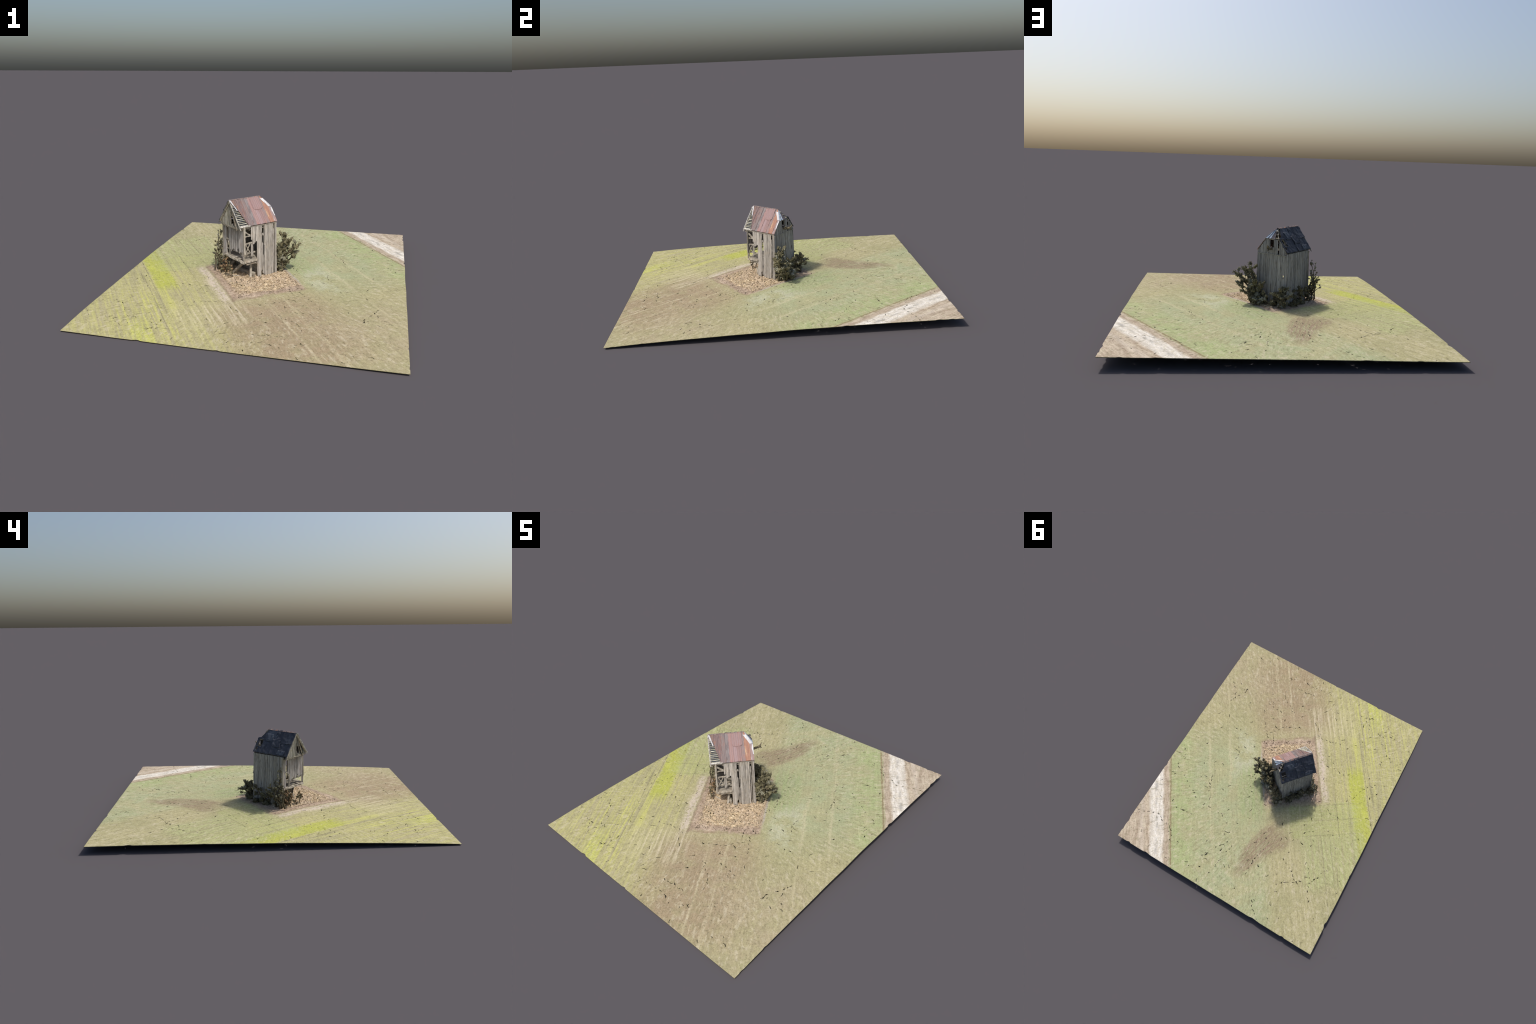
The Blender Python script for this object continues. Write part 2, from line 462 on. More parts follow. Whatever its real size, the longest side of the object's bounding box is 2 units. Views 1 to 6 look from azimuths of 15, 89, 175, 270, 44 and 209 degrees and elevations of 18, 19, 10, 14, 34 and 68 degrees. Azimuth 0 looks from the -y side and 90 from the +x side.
def tube(points, radii, sides=7, lump=0.25):
    v, f = [], []
    pts = [Vector(q) for q in points]
    for i, (p, r) in enumerate(zip(pts, radii)):
        d = (pts[min(i + 1, len(pts) - 1)] - pts[max(i - 1, 0)])
        d = d.normalized() if d.length > 1e-6 else DZ
        x = d.cross(Vector((0.31, 0.77, 0.55))).normalized()
        y = d.cross(x)
        for k in range(sides):
            a = k / sides * math.tau
            rr = r * (1 + lump * R.uniform(-1, 1))
            v.append(p + x * math.cos(a) * rr + y * math.sin(a) * rr)
    for i in range(len(pts) - 1):
        for k in range(sides):
            a, b = i * sides + k, i * sides + (k + 1) % sides
            f.append([a, b, b + sides, a + sides])
    f.append(list(range(sides))[::-1])
    f.append([(len(pts) - 1) * sides + k for k in range(sides)])
    return v, f


# ------------------------------------------------------------------ ground sheet
def build_ground():
    nx, ny = 600, 720
    s = np.linspace(0, 1, nx + 1)
    t = np.linspace(0, 1, ny + 1)
    S, T = np.meshgrid(s, t)
    A, B, C, D = (np.array(CORNERS[k]) for k in "ABCD")
    X = (1 - T) * ((1 - S) * A[0] + S * B[0]) + T * ((1 - S) * D[0] + S * C[0])
    Y = (1 - T) * ((1 - S) * A[1] + S * B[1]) + T * ((1 - S) * D[1] + S * C[1])
    rng = np.random.default_rng(11)

    def wave1(x, scale, seed):
        return np.array([noise.noise(Vector((float(q) * scale, seed, 0.0))) for q in x])

    # ragged outline, fading inwards
    fall = 14.0
    for arr, side, seed in ((X, S, 1.5), (X, 1 - S, 2.5)):
        w = (wave1(t, 9, seed) * 0.003 + np.maximum(0, wave1(t, 30, seed + 9) - 0.42) * 0.028)[:, None]
        sign = 1 if seed == 1.5 else -1
        arr += sign * (w + 0.000) * np.clip(1 - side * nx / fall, 0, 1)
    for side, seed, sign in ((T, 3.5, 1), (1 - T, 4.5, -1)):
        w = (np.abs(wave1(s, 7, seed)) * 0.002 + np.maximum(0, wave1(s, 26, seed + 9) - 0.42) * 0.028)[None, :]
        Y += sign * w * np.clip(1 - side * ny / fall, 0, 1)
    Z = ground_z(X, Y)
    a = FA[0] * X + FA[1] * Y
    b = FB[0] * X + FB[1] * Y
    # relief: furrows, clods, litter
    def smooth(cells):
        """smooth random relief with about `cells` bumps across the sheet"""
        gy, gx = int(cells * 1.2), cells
        g = rng.standard_normal((gy + 1, gx + 1))
        rows = np.stack([np.interp(s * gx, np.arange(gx + 1), r) for r in g])
        g = np.stack([np.interp(t * gy, np.arange(gy + 1), c) for c in rows.T], -1)
        k = max(1, int(nx / cells / 2))
        for ax in (0, 1):
            for _ in range(2):
                c = np.cumsum(np.concatenate([np.repeat(np.take(g, [0], ax), k, ax), g, np.repeat(np.take(g, [-1], ax), k + 1, ax)], ax), ax)
                n = g.shape[ax]
                g = (np.take(c, np.arange(2 * k, 2 * k + n), ax) - np.take(c, np.arange(0, n), ax)) / (2 * k)
        return g / g.std()
    fine, mid = smooth(300), smooth(110)
    broad = smooth(24)
    plot = np.clip((b + 0.30) / 0.03, 0, 1) * np.clip((0.10 - b) / 0.03, 0, 1) * np.clip((a + 0.31) / 0.03, 0, 1) * np.clip((0.17 - a) / 0.03, 0, 1)
    inner = np.clip(np.minimum(np.minimum(S, 1 - S), np.minimum(T, 1 - T)) / 0.03, 0, 1)
    Z += inner * broad * 0.0005 + inner * (mid * 0.0004 + fine * 0.00012)
    Z += inner * 0.0005 * np.sin(b * 2 * math.pi / 0.034 + 2.5 * np.sin(b * 41) + broad) * np.clip((-0.13 - b) / 0.05, 0, 1)
    Z += plot * (np.abs(mid) * 0.0032 - 0.001 + fine * 0.0007)
    Z += 0.0006 * np.exp(-((b + 0.327) / 0.008) ** 2) * (a > -0.36) * (a < 0.2)
    Z -= (Z.min() - 0.0031) * np.exp(-((Y + 1) / 0.12) ** 2)      # front edge sags to the floor
    Z = np.maximum(Z, 0.0031)
    # slits like the scan mesh's own holes: short drifting cuts, many in loose rows
    cut = np.zeros((ny, nx), bool)
    rs = random.Random(5)
    def slit(cx, cy, ang, length, fat):
        step = 0.0012
        n = int(length / step)
        curl = rs.uniform(-0.05, 0.05)
        for i in range(n):
            ang += curl + rs.uniform(-0.12, 0.12)
            cx += math.cos(ang) * step
            cy += math.sin(ang) * step
            tt = (cy + 0.998) / 1.996
            lo, hi = -0.7937 - 0.0702 * tt, 0.862 - 0.065 * tt
            i0, j0 = int(tt * ny), int((cx - lo) / (hi - lo) * nx)
            if 3 <= i0 < ny - 3 and 3 <= j0 < nx - 3:
                cut[i0, j0] = True
                if fat and 0.3 < i / n < 0.65:
                    cut[i0 + 1, j0] = cut[i0, j0 + 1] = True
    for _ in range(230):
        slit(rs.uniform(-0.85, 0.85), rs.uniform(-0.98, 0.98), rs.uniform(0, math.tau), rs.uniform(0.006, 0.030), rs.random() < 0.25)
    for _ in range(34):
        cx, cy, ang = rs.uniform(-0.8, 0.8), rs.uniform(-0.95, 0.95), rs.uniform(0, math.tau)
        for _ in range(rs.randint(3, 8)):
            slit(cx, cy, ang + rs.uniform(-0.3, 0.3), rs.uniform(0.006, 0.022), rs.random() < 0.3)
            cx += math.cos(ang) * rs.uniform(0.02, 0.045)
            cy += math.sin(ang) * rs.uniform(0.02, 0.045)
            ang += rs.uniform(-0.3, 0.3)
    for _ in range(260):
        aa, bb = rs.uniform(-0.33, 0.0), rs.uniform(-0.29, 0.10)
        slit(FA[0] * aa + FB[0] * bb, FA[1] * aa + FB[1] * bb, rs.uniform(0, math.tau), rs.uniform(0.003, 0.008), rs.random() < 0.3)
    vid = np.arange((ny + 1) * (nx + 1)).reshape(ny + 1, nx + 1)
    q = np.stack([vid[:-1, :-1], vid[:-1, 1:], vid[1:, 1:], vid[1:, :-1]], -1)[~cut]
    me = bpy.data.meshes.new("field_ground")
    me.vertices.add(X.size)
    me.vertices.foreach_set("co", np.stack([X, Y, Z], -1).astype(np.float32).ravel())
    me.loops.add(q.size)
    me.loops.foreach_set("vertex_index", q.astype(np.int32).ravel())
    me.polygons.add(len(q))
    me.polygons.foreach_set("loop_start", np.arange(len(q), dtype=np.int32) * 4)
    me.polygons.foreach_set("use_smooth", np.ones(len(q), bool))
    me.update(calc_edges=True)
    me.validate()
    bm = bmesh.new()
    bm.from_mesh(me)
    bmesh.ops.delete(bm, geom=[v for v in bm.verts if not v.link_faces], context="VERTS")
    bm.to_mesh(me)
    bm.free()
    me.materials.append(M["field"])
    me.materials.append(M["sod"])
    o = link(bpy.data.objects.new("field_ground", me))
    sol = o.modifiers.new("sheet_thickness", "SOLIDIFY")
    sol.thickness, sol.offset, sol.use_even_offset = 0.003, -1.0, False
    sol.material_offset, sol.material_offset_rim = 1, 1
    o["label"] = "sloping rectangular patch of striped farmland with gravel lane"
    o["category"] = "field"
    return o


ground = build_ground()


def litter(parent):
    """Curled straw leaves lying on the plot in front of the barn."""
    g = Geo()
    r = random.Random(21)
    n = 0
    while n < 1700:
        a, b = r.uniform(-0.30, 0.10), r.uniform(-0.29, 0.10)
        if r.random() > 0.35 + 1.4 * (noise.noise(Vector((a * 14, b * 14, 3.0))) + 0.25):
            continue
        n += 1
        x, y = FA[0] * a + FB[0] * b, FA[1] * a + FB[1] * b
        z = gz(x, y) + 0.0045
        ang, ln, wd = r.uniform(0, math.tau), r.uniform(0.003, 0.0075), r.uniform(0.0012, 0.0028)
        d = Vector((math.cos(ang), math.sin(ang), r.uniform(-0.3, 0.5)))
        w = Vector((-d.y, d.x, r.uniform(-0.5, 0.5)))
        up = d.cross(w).normalized()
        c = Vector((x, y, z))
        h = r.uniform(0.0003, 0.0016)
        pts = [c - d * ln, c - w * wd + up * h, c + d * ln * r.uniform(0.7, 1.1), c + w * wd + up * h * 0.6, c - up * 0.0008]
        g.take(pts, [[0, 1, 4], [1, 2, 4], [2, 3, 4], [3, 0, 4], [0, 3, 1], [1, 3, 2]])
    return mesh_object("leaf_litter", g.v, g.f, M["litter"], parent, stuff=True)


litter(ground)

# ------------------------------------------------------------------ barn
barn = empty("wooden_barn", L(0, 0, 0.05))
barn["label"] = "derelict grey timber barn with rusty red tin roof"
barn["category"] = "barn"


def child(name, geo, mat, parent, **k):
    v, f = geo if isinstance(geo, tuple) else (geo.v, geo.f)
    o = mesh_object(name, v, f, mat, None, **k)
    o.parent = parent
    if parent.type == "EMPTY":      # parts keep world coordinates
        o.matrix_parent_inverse = Matrix.Translation(-parent.location)
    return o


EAVE_Z, RIDGE_Z, HALF, FRONT, BACK = 0.369, 0.506, 0.1085, -0.131, 0.1345
RIDGE_W = -0.005
HIP_S = 0.56                     # where the half hip starts, up the slope
HIP_U = 0.086


def floor_level(u, w):
    p = L(u, w, 0)
    return gz(p.x, p.y)


def side_w(z, side):
    """walls lean outwards slightly towards the foot"""
    t = max(0.0, min(1.0, (0.36 - z) / 0.31))
    return (0.1055 + 0.011 * t) if side > 0 else -(0.1060 + 0.009 * t)


def boarded(parent, name, mat, spans, at, wide, normal, width, bottom, top, jag=0.006, thick=0.003, gap=0.0007, seg=8):
    """Upright boards over the given spans. at(s, z) gives a point of the wall plane."""
    for lo, hi in spans:
        n = max(1, round((hi - lo) / width))
        w = (hi - lo) / n
        for i in range(n):
            s = lo + (i + 0.5) * w
            zb, zt = bottom(s), top(s)
            if zt - zb < 0.01:
                continue
            off = Vector(normal) * R.uniform(-0.0014, 0.0014)
            tilt = R.uniform(-0.0012, 0.0012)
            v, f = plank(at(s + tilt, zb) + off, at(s, zt) + off, wide, normal, w - gap * R.uniform(0.2, 2.2), thick, jag0=jag, jag1=0.001, seg=seg, rough=0.07, bow=R.uniform(-0.001, 0.001))
            child(name, (v, f), mat, parent)


# --- right (sunny) wall
def right_at(u, z):
    return L(u, side_w(z, 1), z)


g = Geo()
g.take(*beam(right_at(-0.100, 0.366), right_at(-0.101, 0.205), 0.0085, seg=6))
g.take(*beam(right_at(-0.100, 0.205), L(-0.102, 0.107, 0.146), 0.0075, seg=6, taper=0.45, rough=0.15))
g.take(*beam(L(-0.120, 0.0975, 0.358), L(0.125, 0.0975, 0.358), 0.008, seg=8))
g.take(*beam(L(0.120, 0.0975, 0.36), L(0.120, 0.105, 0.045), 0.009))
g.take(*beam(L(-0.1, 0.1015, 0.345), L(-0.052, 0.1015, 0.308), 0.0065))      # upper brace
g.take(*beam(L(-0.1, 0.1015, 0.309), L(-0.045, 0.1015, 0.309), 0.006))       # rail
g.take(*beam(L(-0.098, 0.1005, 0.300), L(-0.055, 0.1005, 0.318), 0.004))
g.take(*beam(L(-0.1, 0.1015, 0.262), L(-0.030, 0.1015, 0.270), 0.0065, rough=0.2))
g.take(*beam(L(-0.1, 0.1015, 0.206), L(-0.02, 0.1015, 0.208), 0.0060, rough=0.2))
g.take(*beam(L(-0.092, 0.106, 0.264), L(-0.060, 0.106, 0.210), 0.0045))
g.take(*beam(L(-0.060, 0.1065, 0.264), L(-0.095, 0.1065, 0.202), 0.0045))
wall_r = child("wall", g, M["timber_z"], barn)


def right_bottom(u):
    if u < -0.047:
        return 0.262 + R.uniform(-0.004, 0.03) * (u > -0.05)
    if u < -0.015:
        return R.choice((0.262, 0.255, 0.272))
    z = floor_level(u, 0.11)
    if 0.037 < u < 0.046:
        return 0.235
    if u < 0.018:
        return z + R.uniform(-0.002, 0.008)
    if u < 0.034:
        return z + R.uniform(0.012, 0.035)
    return z + R.uniform(-0.004, 0.004)


boarded(wall_r, "wall_board", M["board"], [(-0.053, -0.012), (-0.012, 0.026), (0.0375, 0.103), (0.1165, 0.131)],
        right_at, DU, DW, 0.0086, right_bottom, lambda u: 0.362 + R.uniform(-0.002, 0.002), jag=0.007)
# narrow strips beside the long cracks, and hanging stubs by the window
for u, zb, zt, wd in ((0.0285, 0.07, 0.255, 0.0040), (0.0345, 0.062, 0.18, 0.0026), (0.0405, 0.064, 0.237, 0.0042), (0.0455, 0.06, 0.20, 0.0022), (0.031, 0.30, 0.315, 0.006), (0.1085, 0.056, 0.33, 0.0032), (-0.052, 0.186, 0.264, 0.0065), (-0.0435, 0.196, 0.262, 0.0055), (-0.0345, 0.275, 0.30, 0.006), (0.109, 0.25, 0.30, 0.006)):
    child("wall_board", plank(right_at(u, zb), right_at(u, zt), DU, DW, wd, 0.003, 0.006, 0.004, seg=6), M["board"], wall_r)

# --- front wall (hangs above the open undercroft)
FU = -0.1005


def front_at(w, z):
    return L(FU, w, z)


g = Geo()
g.take(*beam(L(FU, -0.111, 0.36), L(FU - 0.002, -0.118, 0.045), 0.0085, seg=8, rough=0.2))
g.take(*beam(L(FU + 0.003, -0.106, 0.357), L(FU + 0.003, 0.106, 0.357), 0.009))
g.take(*beam(L(FU + 0.004, -0.082, 0.35), L(FU + 0.004, -0.082, 0.16), 0.006))
g.take(*beam(L(FU + 0.004, -0.051, 0.35), L(FU + 0.004, -0.051, 0.25), 0.005))
g.take(*beam(L(FU, -0.045, 0.25), L(FU, -0.043, 0.155), 0.0055, rough=0.2))
g.take(*beam(L(FU, -0.082, 0.262), L(FU, -0.050, 0.262), 0.007, 0.004, rough=0.25))
g.take(*beam(L(FU + 0.001, -0.070, 0.268), L(FU - 0.002, -0.047, 0.228), 0.005, rough=0.3))
g.take(*beam(L(FU + 0.006, -0.1, 0.2), L(FU + 0.006, 0.1, 0.205), 0.005))
wall_f = child("wall", g, M["timber_z"], barn)


def front_bottom(w):
    if w < -0.07:
        return 0.168 + R.uniform(-0.006, 0.004)
    if w < -0.040:
        return 0.252 - 0.5 * (w + 0.056)
    return 0.196 + 0.02 * math.sin((w + 0.05) * 14) + R.uniform(-0.008, 0.008)


boarded(wall_f, "wall_board", M["front"], [(-0.110, -0.078), (-0.057, 0.102)], front_at, DW, -DU, 0.0090,
        front_bottom, lambda w: 0.353, jag=0.008)
child("wall_board", plank(L(FU - 0.002, 0.094, 0.225), L(FU - 0.002, 0.098, 0.172), DW, DU, 0.006, 0.003, 0.008, 0.003), M["front"], wall_f)

# --- left wall
def left_at(u, z):
    return L(u, side_w(z, -1), z)


g = Geo()
g.take(*beam(L(-0.1, -0.0965, 0.358), L(0.125, -0.0965, 0.358), 0.008))
g.take(*beam(L(0.0, -0.097, 0.358), L(0.0, -0.1, 0.05), 0.008))
g.take(*beam(L(-0.1, -0.098, 0.2), L(0.12, -0.098, 0.2), 0.006))
wall_l = child("wall", g, M["timber_u"], barn)
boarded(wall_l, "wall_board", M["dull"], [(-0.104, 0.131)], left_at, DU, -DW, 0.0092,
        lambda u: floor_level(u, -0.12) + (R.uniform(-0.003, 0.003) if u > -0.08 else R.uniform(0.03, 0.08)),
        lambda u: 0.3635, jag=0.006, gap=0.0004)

# --- back wall
BU = 0.1285


def back_at(w, z):
    t = max(0.0, min(1.0, (0.36 - z) / 0.31))
    return L(BU + 0.004 * t, w * (1 + 0.06 * t), z)


g = Geo()
g.take(*beam(L(BU - 0.008, -0.1, 0.350), L(BU - 0.008, 0.1, 0.350), 0.008))
g.take(*beam(L(BU - 0.008, -0.1, 0.2), L(BU - 0.008, 0.1, 0.2), 0.006))
wall_b = child("wall", g, M["timber_w"], barn)
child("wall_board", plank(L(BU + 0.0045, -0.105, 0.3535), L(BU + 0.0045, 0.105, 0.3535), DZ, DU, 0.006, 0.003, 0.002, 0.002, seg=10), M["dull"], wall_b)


def back_bottom(w):
    return floor_level(BU, w) + R.uniform(-0.004, 0.004)


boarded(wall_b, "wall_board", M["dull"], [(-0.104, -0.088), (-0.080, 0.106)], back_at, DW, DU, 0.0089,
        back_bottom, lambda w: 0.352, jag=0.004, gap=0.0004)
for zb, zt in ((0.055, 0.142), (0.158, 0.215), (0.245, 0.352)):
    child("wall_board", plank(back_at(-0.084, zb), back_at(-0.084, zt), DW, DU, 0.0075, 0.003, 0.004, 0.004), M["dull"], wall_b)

# --- gables
def roof_z(w):
    if w >= RIDGE_W:
        return RIDGE_Z - (RIDGE_Z - EAVE_Z) * (w - RIDGE_W) / (HALF - RIDGE_W)
    return RIDGE_Z - (RIDGE_Z - EAVE_Z) * (RIDGE_W - w) / (HALF + RIDGE_W)


GU = -0.1235
g = Geo()
g.take(*beam(L(GU + 0.002, -0.105, 0.352), L(GU + 0.002, 0.103, 0.354), 0.008, seg=8, rough=0.2))          # sill of the gable
g.take(*beam(L(GU + 0.014, -0.102, 0.3505), L(GU + 0.014, 0.102, 0.3525), 0.022, 0.004, up=DZ))             # soffit
g.take(*beam(L(GU + 0.003, 0.000, 0.352), L(GU + 0.003, 0.000, 0.490), 0.006))
g.take(*beam(L(GU, 0.004, 0.488), L(GU - 0.002, 0.070, 0.345), 0.0065, rough=0.2))
g.take(*beam(L(GU + 0.003, 0.010, 0.470), L(GU + 0.003, 0.045, 0.355), 0.005))
g.take(*beam(L(GU + 0.002, 0.012, 0.42), L(GU + 0.002, 0.060, 0.42), 0.005))
gable_f = child("gable", g, M["timber_w"], barn)
boarded(gable_f, "gable_board", M["gable"], [(-0.098, -0.004)], lambda w, z: L(GU, w, z), DW, -DU, 0.0080,
        lambda w: 0.350 + R.uniform(-0.004, 0.003), lambda w: roof_z(w) - 0.004, jag=0.004, seg=5)
for w, zb, zt, wd in ((0.003, 0.35, 0.385, 0.006), (0.004, 0.44, 0.488, 0.006), (0.020, 0.346, 0.372, 0.010), (0.031, 0.350, 0.366, 0.012), (0.045, 0.348, 0.362, 0.012), (0.017, 0.425, 0.470, 0.008), (0.027, 0.425, 0.455, 0.006),
                      (0.062, 0.350, 0.40, 0.006), (0.078, 0.352, 0.385, 0.007), (0.088, 0.352, 0.37, 0.006)):
    child("gable_board", plank(L(GU, w, zb), L(GU, w, zt), DW, DU, wd, 0.003, 0.005, 0.005, seg=4), M["gable"], gable_f)
# bleached verge boards along the front rafters
for w0, w1, z0, z1 in ((0.002, 0.112, 0.500, 0.358), (-0.010, -0.114, 0.500, 0.358)):
    child("verge_board", plank(L(FRONT + 0.001, w0, z0), L(FRONT + 0.001, w1, z1), Vector((0, 0, 1)) + DW * (0.9 if w1 > 0 else -0.9), DU, 0.0062, 0.004, 0.003, 0.006, rough=0.3), M["verge"] if w1 > 0 else M["gable"], gable_f)

g = Geo()
g.take(*beam(L(BU, -0.047, 0.442), L(BU, 0.047, 0.442), 0.006))
g.take(*beam(L(BU - 0.003, -0.012, 0.352), L(BU - 0.003, -0.012, 0.44), 0.006))
gable_b = child("gable", g, M["timber_w"], barn)
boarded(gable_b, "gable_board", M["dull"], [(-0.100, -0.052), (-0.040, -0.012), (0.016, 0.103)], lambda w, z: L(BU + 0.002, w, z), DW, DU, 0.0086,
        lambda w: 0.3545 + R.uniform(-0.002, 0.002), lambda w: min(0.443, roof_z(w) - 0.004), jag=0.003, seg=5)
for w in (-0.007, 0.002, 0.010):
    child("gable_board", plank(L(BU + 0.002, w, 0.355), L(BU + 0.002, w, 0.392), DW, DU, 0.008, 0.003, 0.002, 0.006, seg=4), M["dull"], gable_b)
# broken pole and torn branch sticking out of the back gable
g = Geo()
g.take(*tube([L(0.10, 0.004, 0.386), L(0.145, 0.004, 0.388), L(0.175, -0.001, 0.393), L(0.190, -0.006, 0.402)], (0.007, 0.0075, 0.007, 0.003)))
g.take(*tube([L(0.172, 0.0, 0.392), L(0.184, -0.008, 0.388), L(0.193, -0.010, 0.380)], (0.006, 0.005, 0.002)))
g.take(*tube([L(0.150, 0.006, 0.394), L(0.158, 0.012, 0.402), L(0.165, 0.014, 0.405)], (0.004, 0.004, 0.002)))
g.take(*tube([L(0.184, -0.005, 0.398), L(0.192, -0.010, 0.412), L(0.196, -0.012, 0.416)], (0.005, 0.003, 0.001)))
child("pole", g, M["twig"], barn, smooth=True)

# --- floor and undercroft
g = Geo()
g.take(*beam(L(-0.098, -0.100, 0.158), L(-0.103, 0.110, 0.155), 0.012, seg=10, rough=0.3))
g.take(*beam(L(-0.100, 0.108, 0.157), L(-0.010, 0.110, 0.160), 0.013, seg=9, rough=0.35))
g.take(*beam(L(-0.085, 0.103, 0.142), L(-0.012, 0.106, 0.145), 0.009, seg=9, rough=0.4))
g.take(*beam(L(-0.05, -0.10, 0.158), L(-0.05, 0.105, 0.158), 0.010))
g.take(*beam(L(0.0, -0.10, 0.158), L(0.0, 0.105, 0.158), 0.010))
floor = child("floor", g, M["timber_u"], barn)
for i in range(16):
    w = -0.098 + i * 0.0132
    child("floor_board", plank(L(-0.094 + R.uniform(-0.010, 0.012), w, 0.1665 + R.uniform(-0.001, 0.001)), L(0.06 + R.uniform(-0.02, 0.02), w, 0.1665), DW, DZ, 0.0122, 0.004, 0.004, 0.004), M["timber_u"], floor)
gp = gz(-0.06, -0.15)
g = Geo()
g.take(*tube([(-0.0603, -0.1506, gp - 0.004), (-0.0615, -0.142, 0.085), (-0.0645, -0.126, 0.150)], (0.0072, 0.0070, 0.0065), 8, 0.15))
child("post", g, M["timber_z"], barn)
child("beam", beam(L(-0.096, -0.020, 0.055), L(-0.070, 0.050, 0.135), 0.011, rough=0.2), M["timber_w"], barn)
child("beam", beam(L(-0.035, -0.105, 0.060), L(-0.025, 0.105, 0.066), 0.016, 0.024, rough=0.2, seg=8), M["timber_w"], barn)
child("beam", beam(L(-0.085, -0.085, 0.058), L(-0.030, -0.085, 0.135), 0.009, rough=0.2), M["timber_w"], barn)
child("fallen_plank", plank(L(-0.118, 0.006, floor_level(-0.118, 0.006) + 0.007), L(-0.090, 0.036, floor_level(-0.09, 0.036) + 0.006), DU - DW * 0.9, DZ, 0.005, 0.003, 0.002, 0.002), M["verge"], barn)
# added board screen, blocking light so the undercroft stays dark
g = Geo()
for i in range(20):
    w = -0.100 + i * 0.0105
    g.take(*plank(L(0.012, w, 0.05), L(0.012, w, 0.162), DW, DU, 0.0103, 0.003, 0.003, 0.002, seg=4))
child("light_screen", g, M["timber_w"], barn)
# loft floor
child("beam", beam(L(-0.095, 0.0, 0.346), L(0.122, 0.0, 0.346), 0.009), M["timber_u"], barn)
g = Geo()
for i in range(9):
    w = -0.088 + i * 0.022
    g.take(*plank(L(-0.06, w, 0.343), L(0.118, w, 0.343), DW, DZ, 0.0208, 0.003, 0.006, 0.003))
child("loft_floor", g, M["timber_u"], barn)

# --- roof frame
def slope(side, s, u, lift=0.0):
    """point on the roof: s = 0 at the eave, 1 at the ridge."""
    w = side * HALF + (RIDGE_W - side * HALF) * s
    z = EAVE_Z + (RIDGE_Z - EAVE_Z) * s
    nrm = Vector((0, 0, 0.63)) + DW * (side * 0.777)
    return L(u, w, z) + nrm.normalized() * lift


g = Geo()
for u in (-0.127, -0.07, -0.015, 0.04, 0.084):
    for side in (1, -1):
        g.take(*beam(slope(side, 0.0, u, -0.0075), slope(side, 0.985, u, -0.0075), 0.006))
g.take(*beam(L(-0.126, RIDGE_W, RIDGE_Z - 0.012), L(HIP_U, RIDGE_W, RIDGE_Z - 0.012), 0.006))
for side in (1, -1):
    g.take(*beam(L(HIP_U, RIDGE_W, RIDGE_Z - 0.008), slope(side, HIP_S, BACK - 0.004, -0.008), 0.006))
    g.take(*beam(slope(side, 0.0, BACK - 0.008, -0.007), slope(side, HIP_S, BACK - 0.008, -0.007), 0.005))
roof = child("roof", g, M["timber_w"], barn)

for i in range(13):
    s = 0.055 + i * 0.062
    u1 = -0.066 - 0.052 * s + 0.012
    u0 = FRONT + R.choice((0.002, 0.003, 0.010, 0.022 * (1 - s)))
    child("lath", beam(slope(1, s, u0, -0.0028), slope(1, s + R.uniform(-0.012, 0.012), u1, -0.0028), R.uniform(0.0022, 0.0036), 0.0028, seg=4, rough=0.25), M["lath"], roof)
child("lath", plank(slope(1, 0.012, FRONT - 0.002), slope(1, 0.012, -0.058), DZ + DW * -0.8, DW + DZ * 0.8, 0.0085, 0.004, 0.002, 0.004, rough=0.2), M["verge"], roof)
for i in range(3):
    s = 0.12 + i * 0.21
    child("lath", beam(slope(-1, s, 0.07, -0.003), slope(-1, s, BACK - 0.003, -0.003), 0.004, 0.003, seg=4), M["timber_u"], roof)
child("verge_board", plank(slope(1, 1.0, FRONT + 0.006, 0.0025), slope(1, 0.62, -0.105, 0.0022), DU, DW + DZ * 0.8, 0.0120, 0.0015, 0.004, 0.010, taper=0.5), M["zinc"], roof)
child("fascia", beam(L(-0.128, 0.1062, 0.3635), L(0.132, 0.1062, 0.3635), 0.0045, 0.003, seg=10), M["timber_u"], roof)


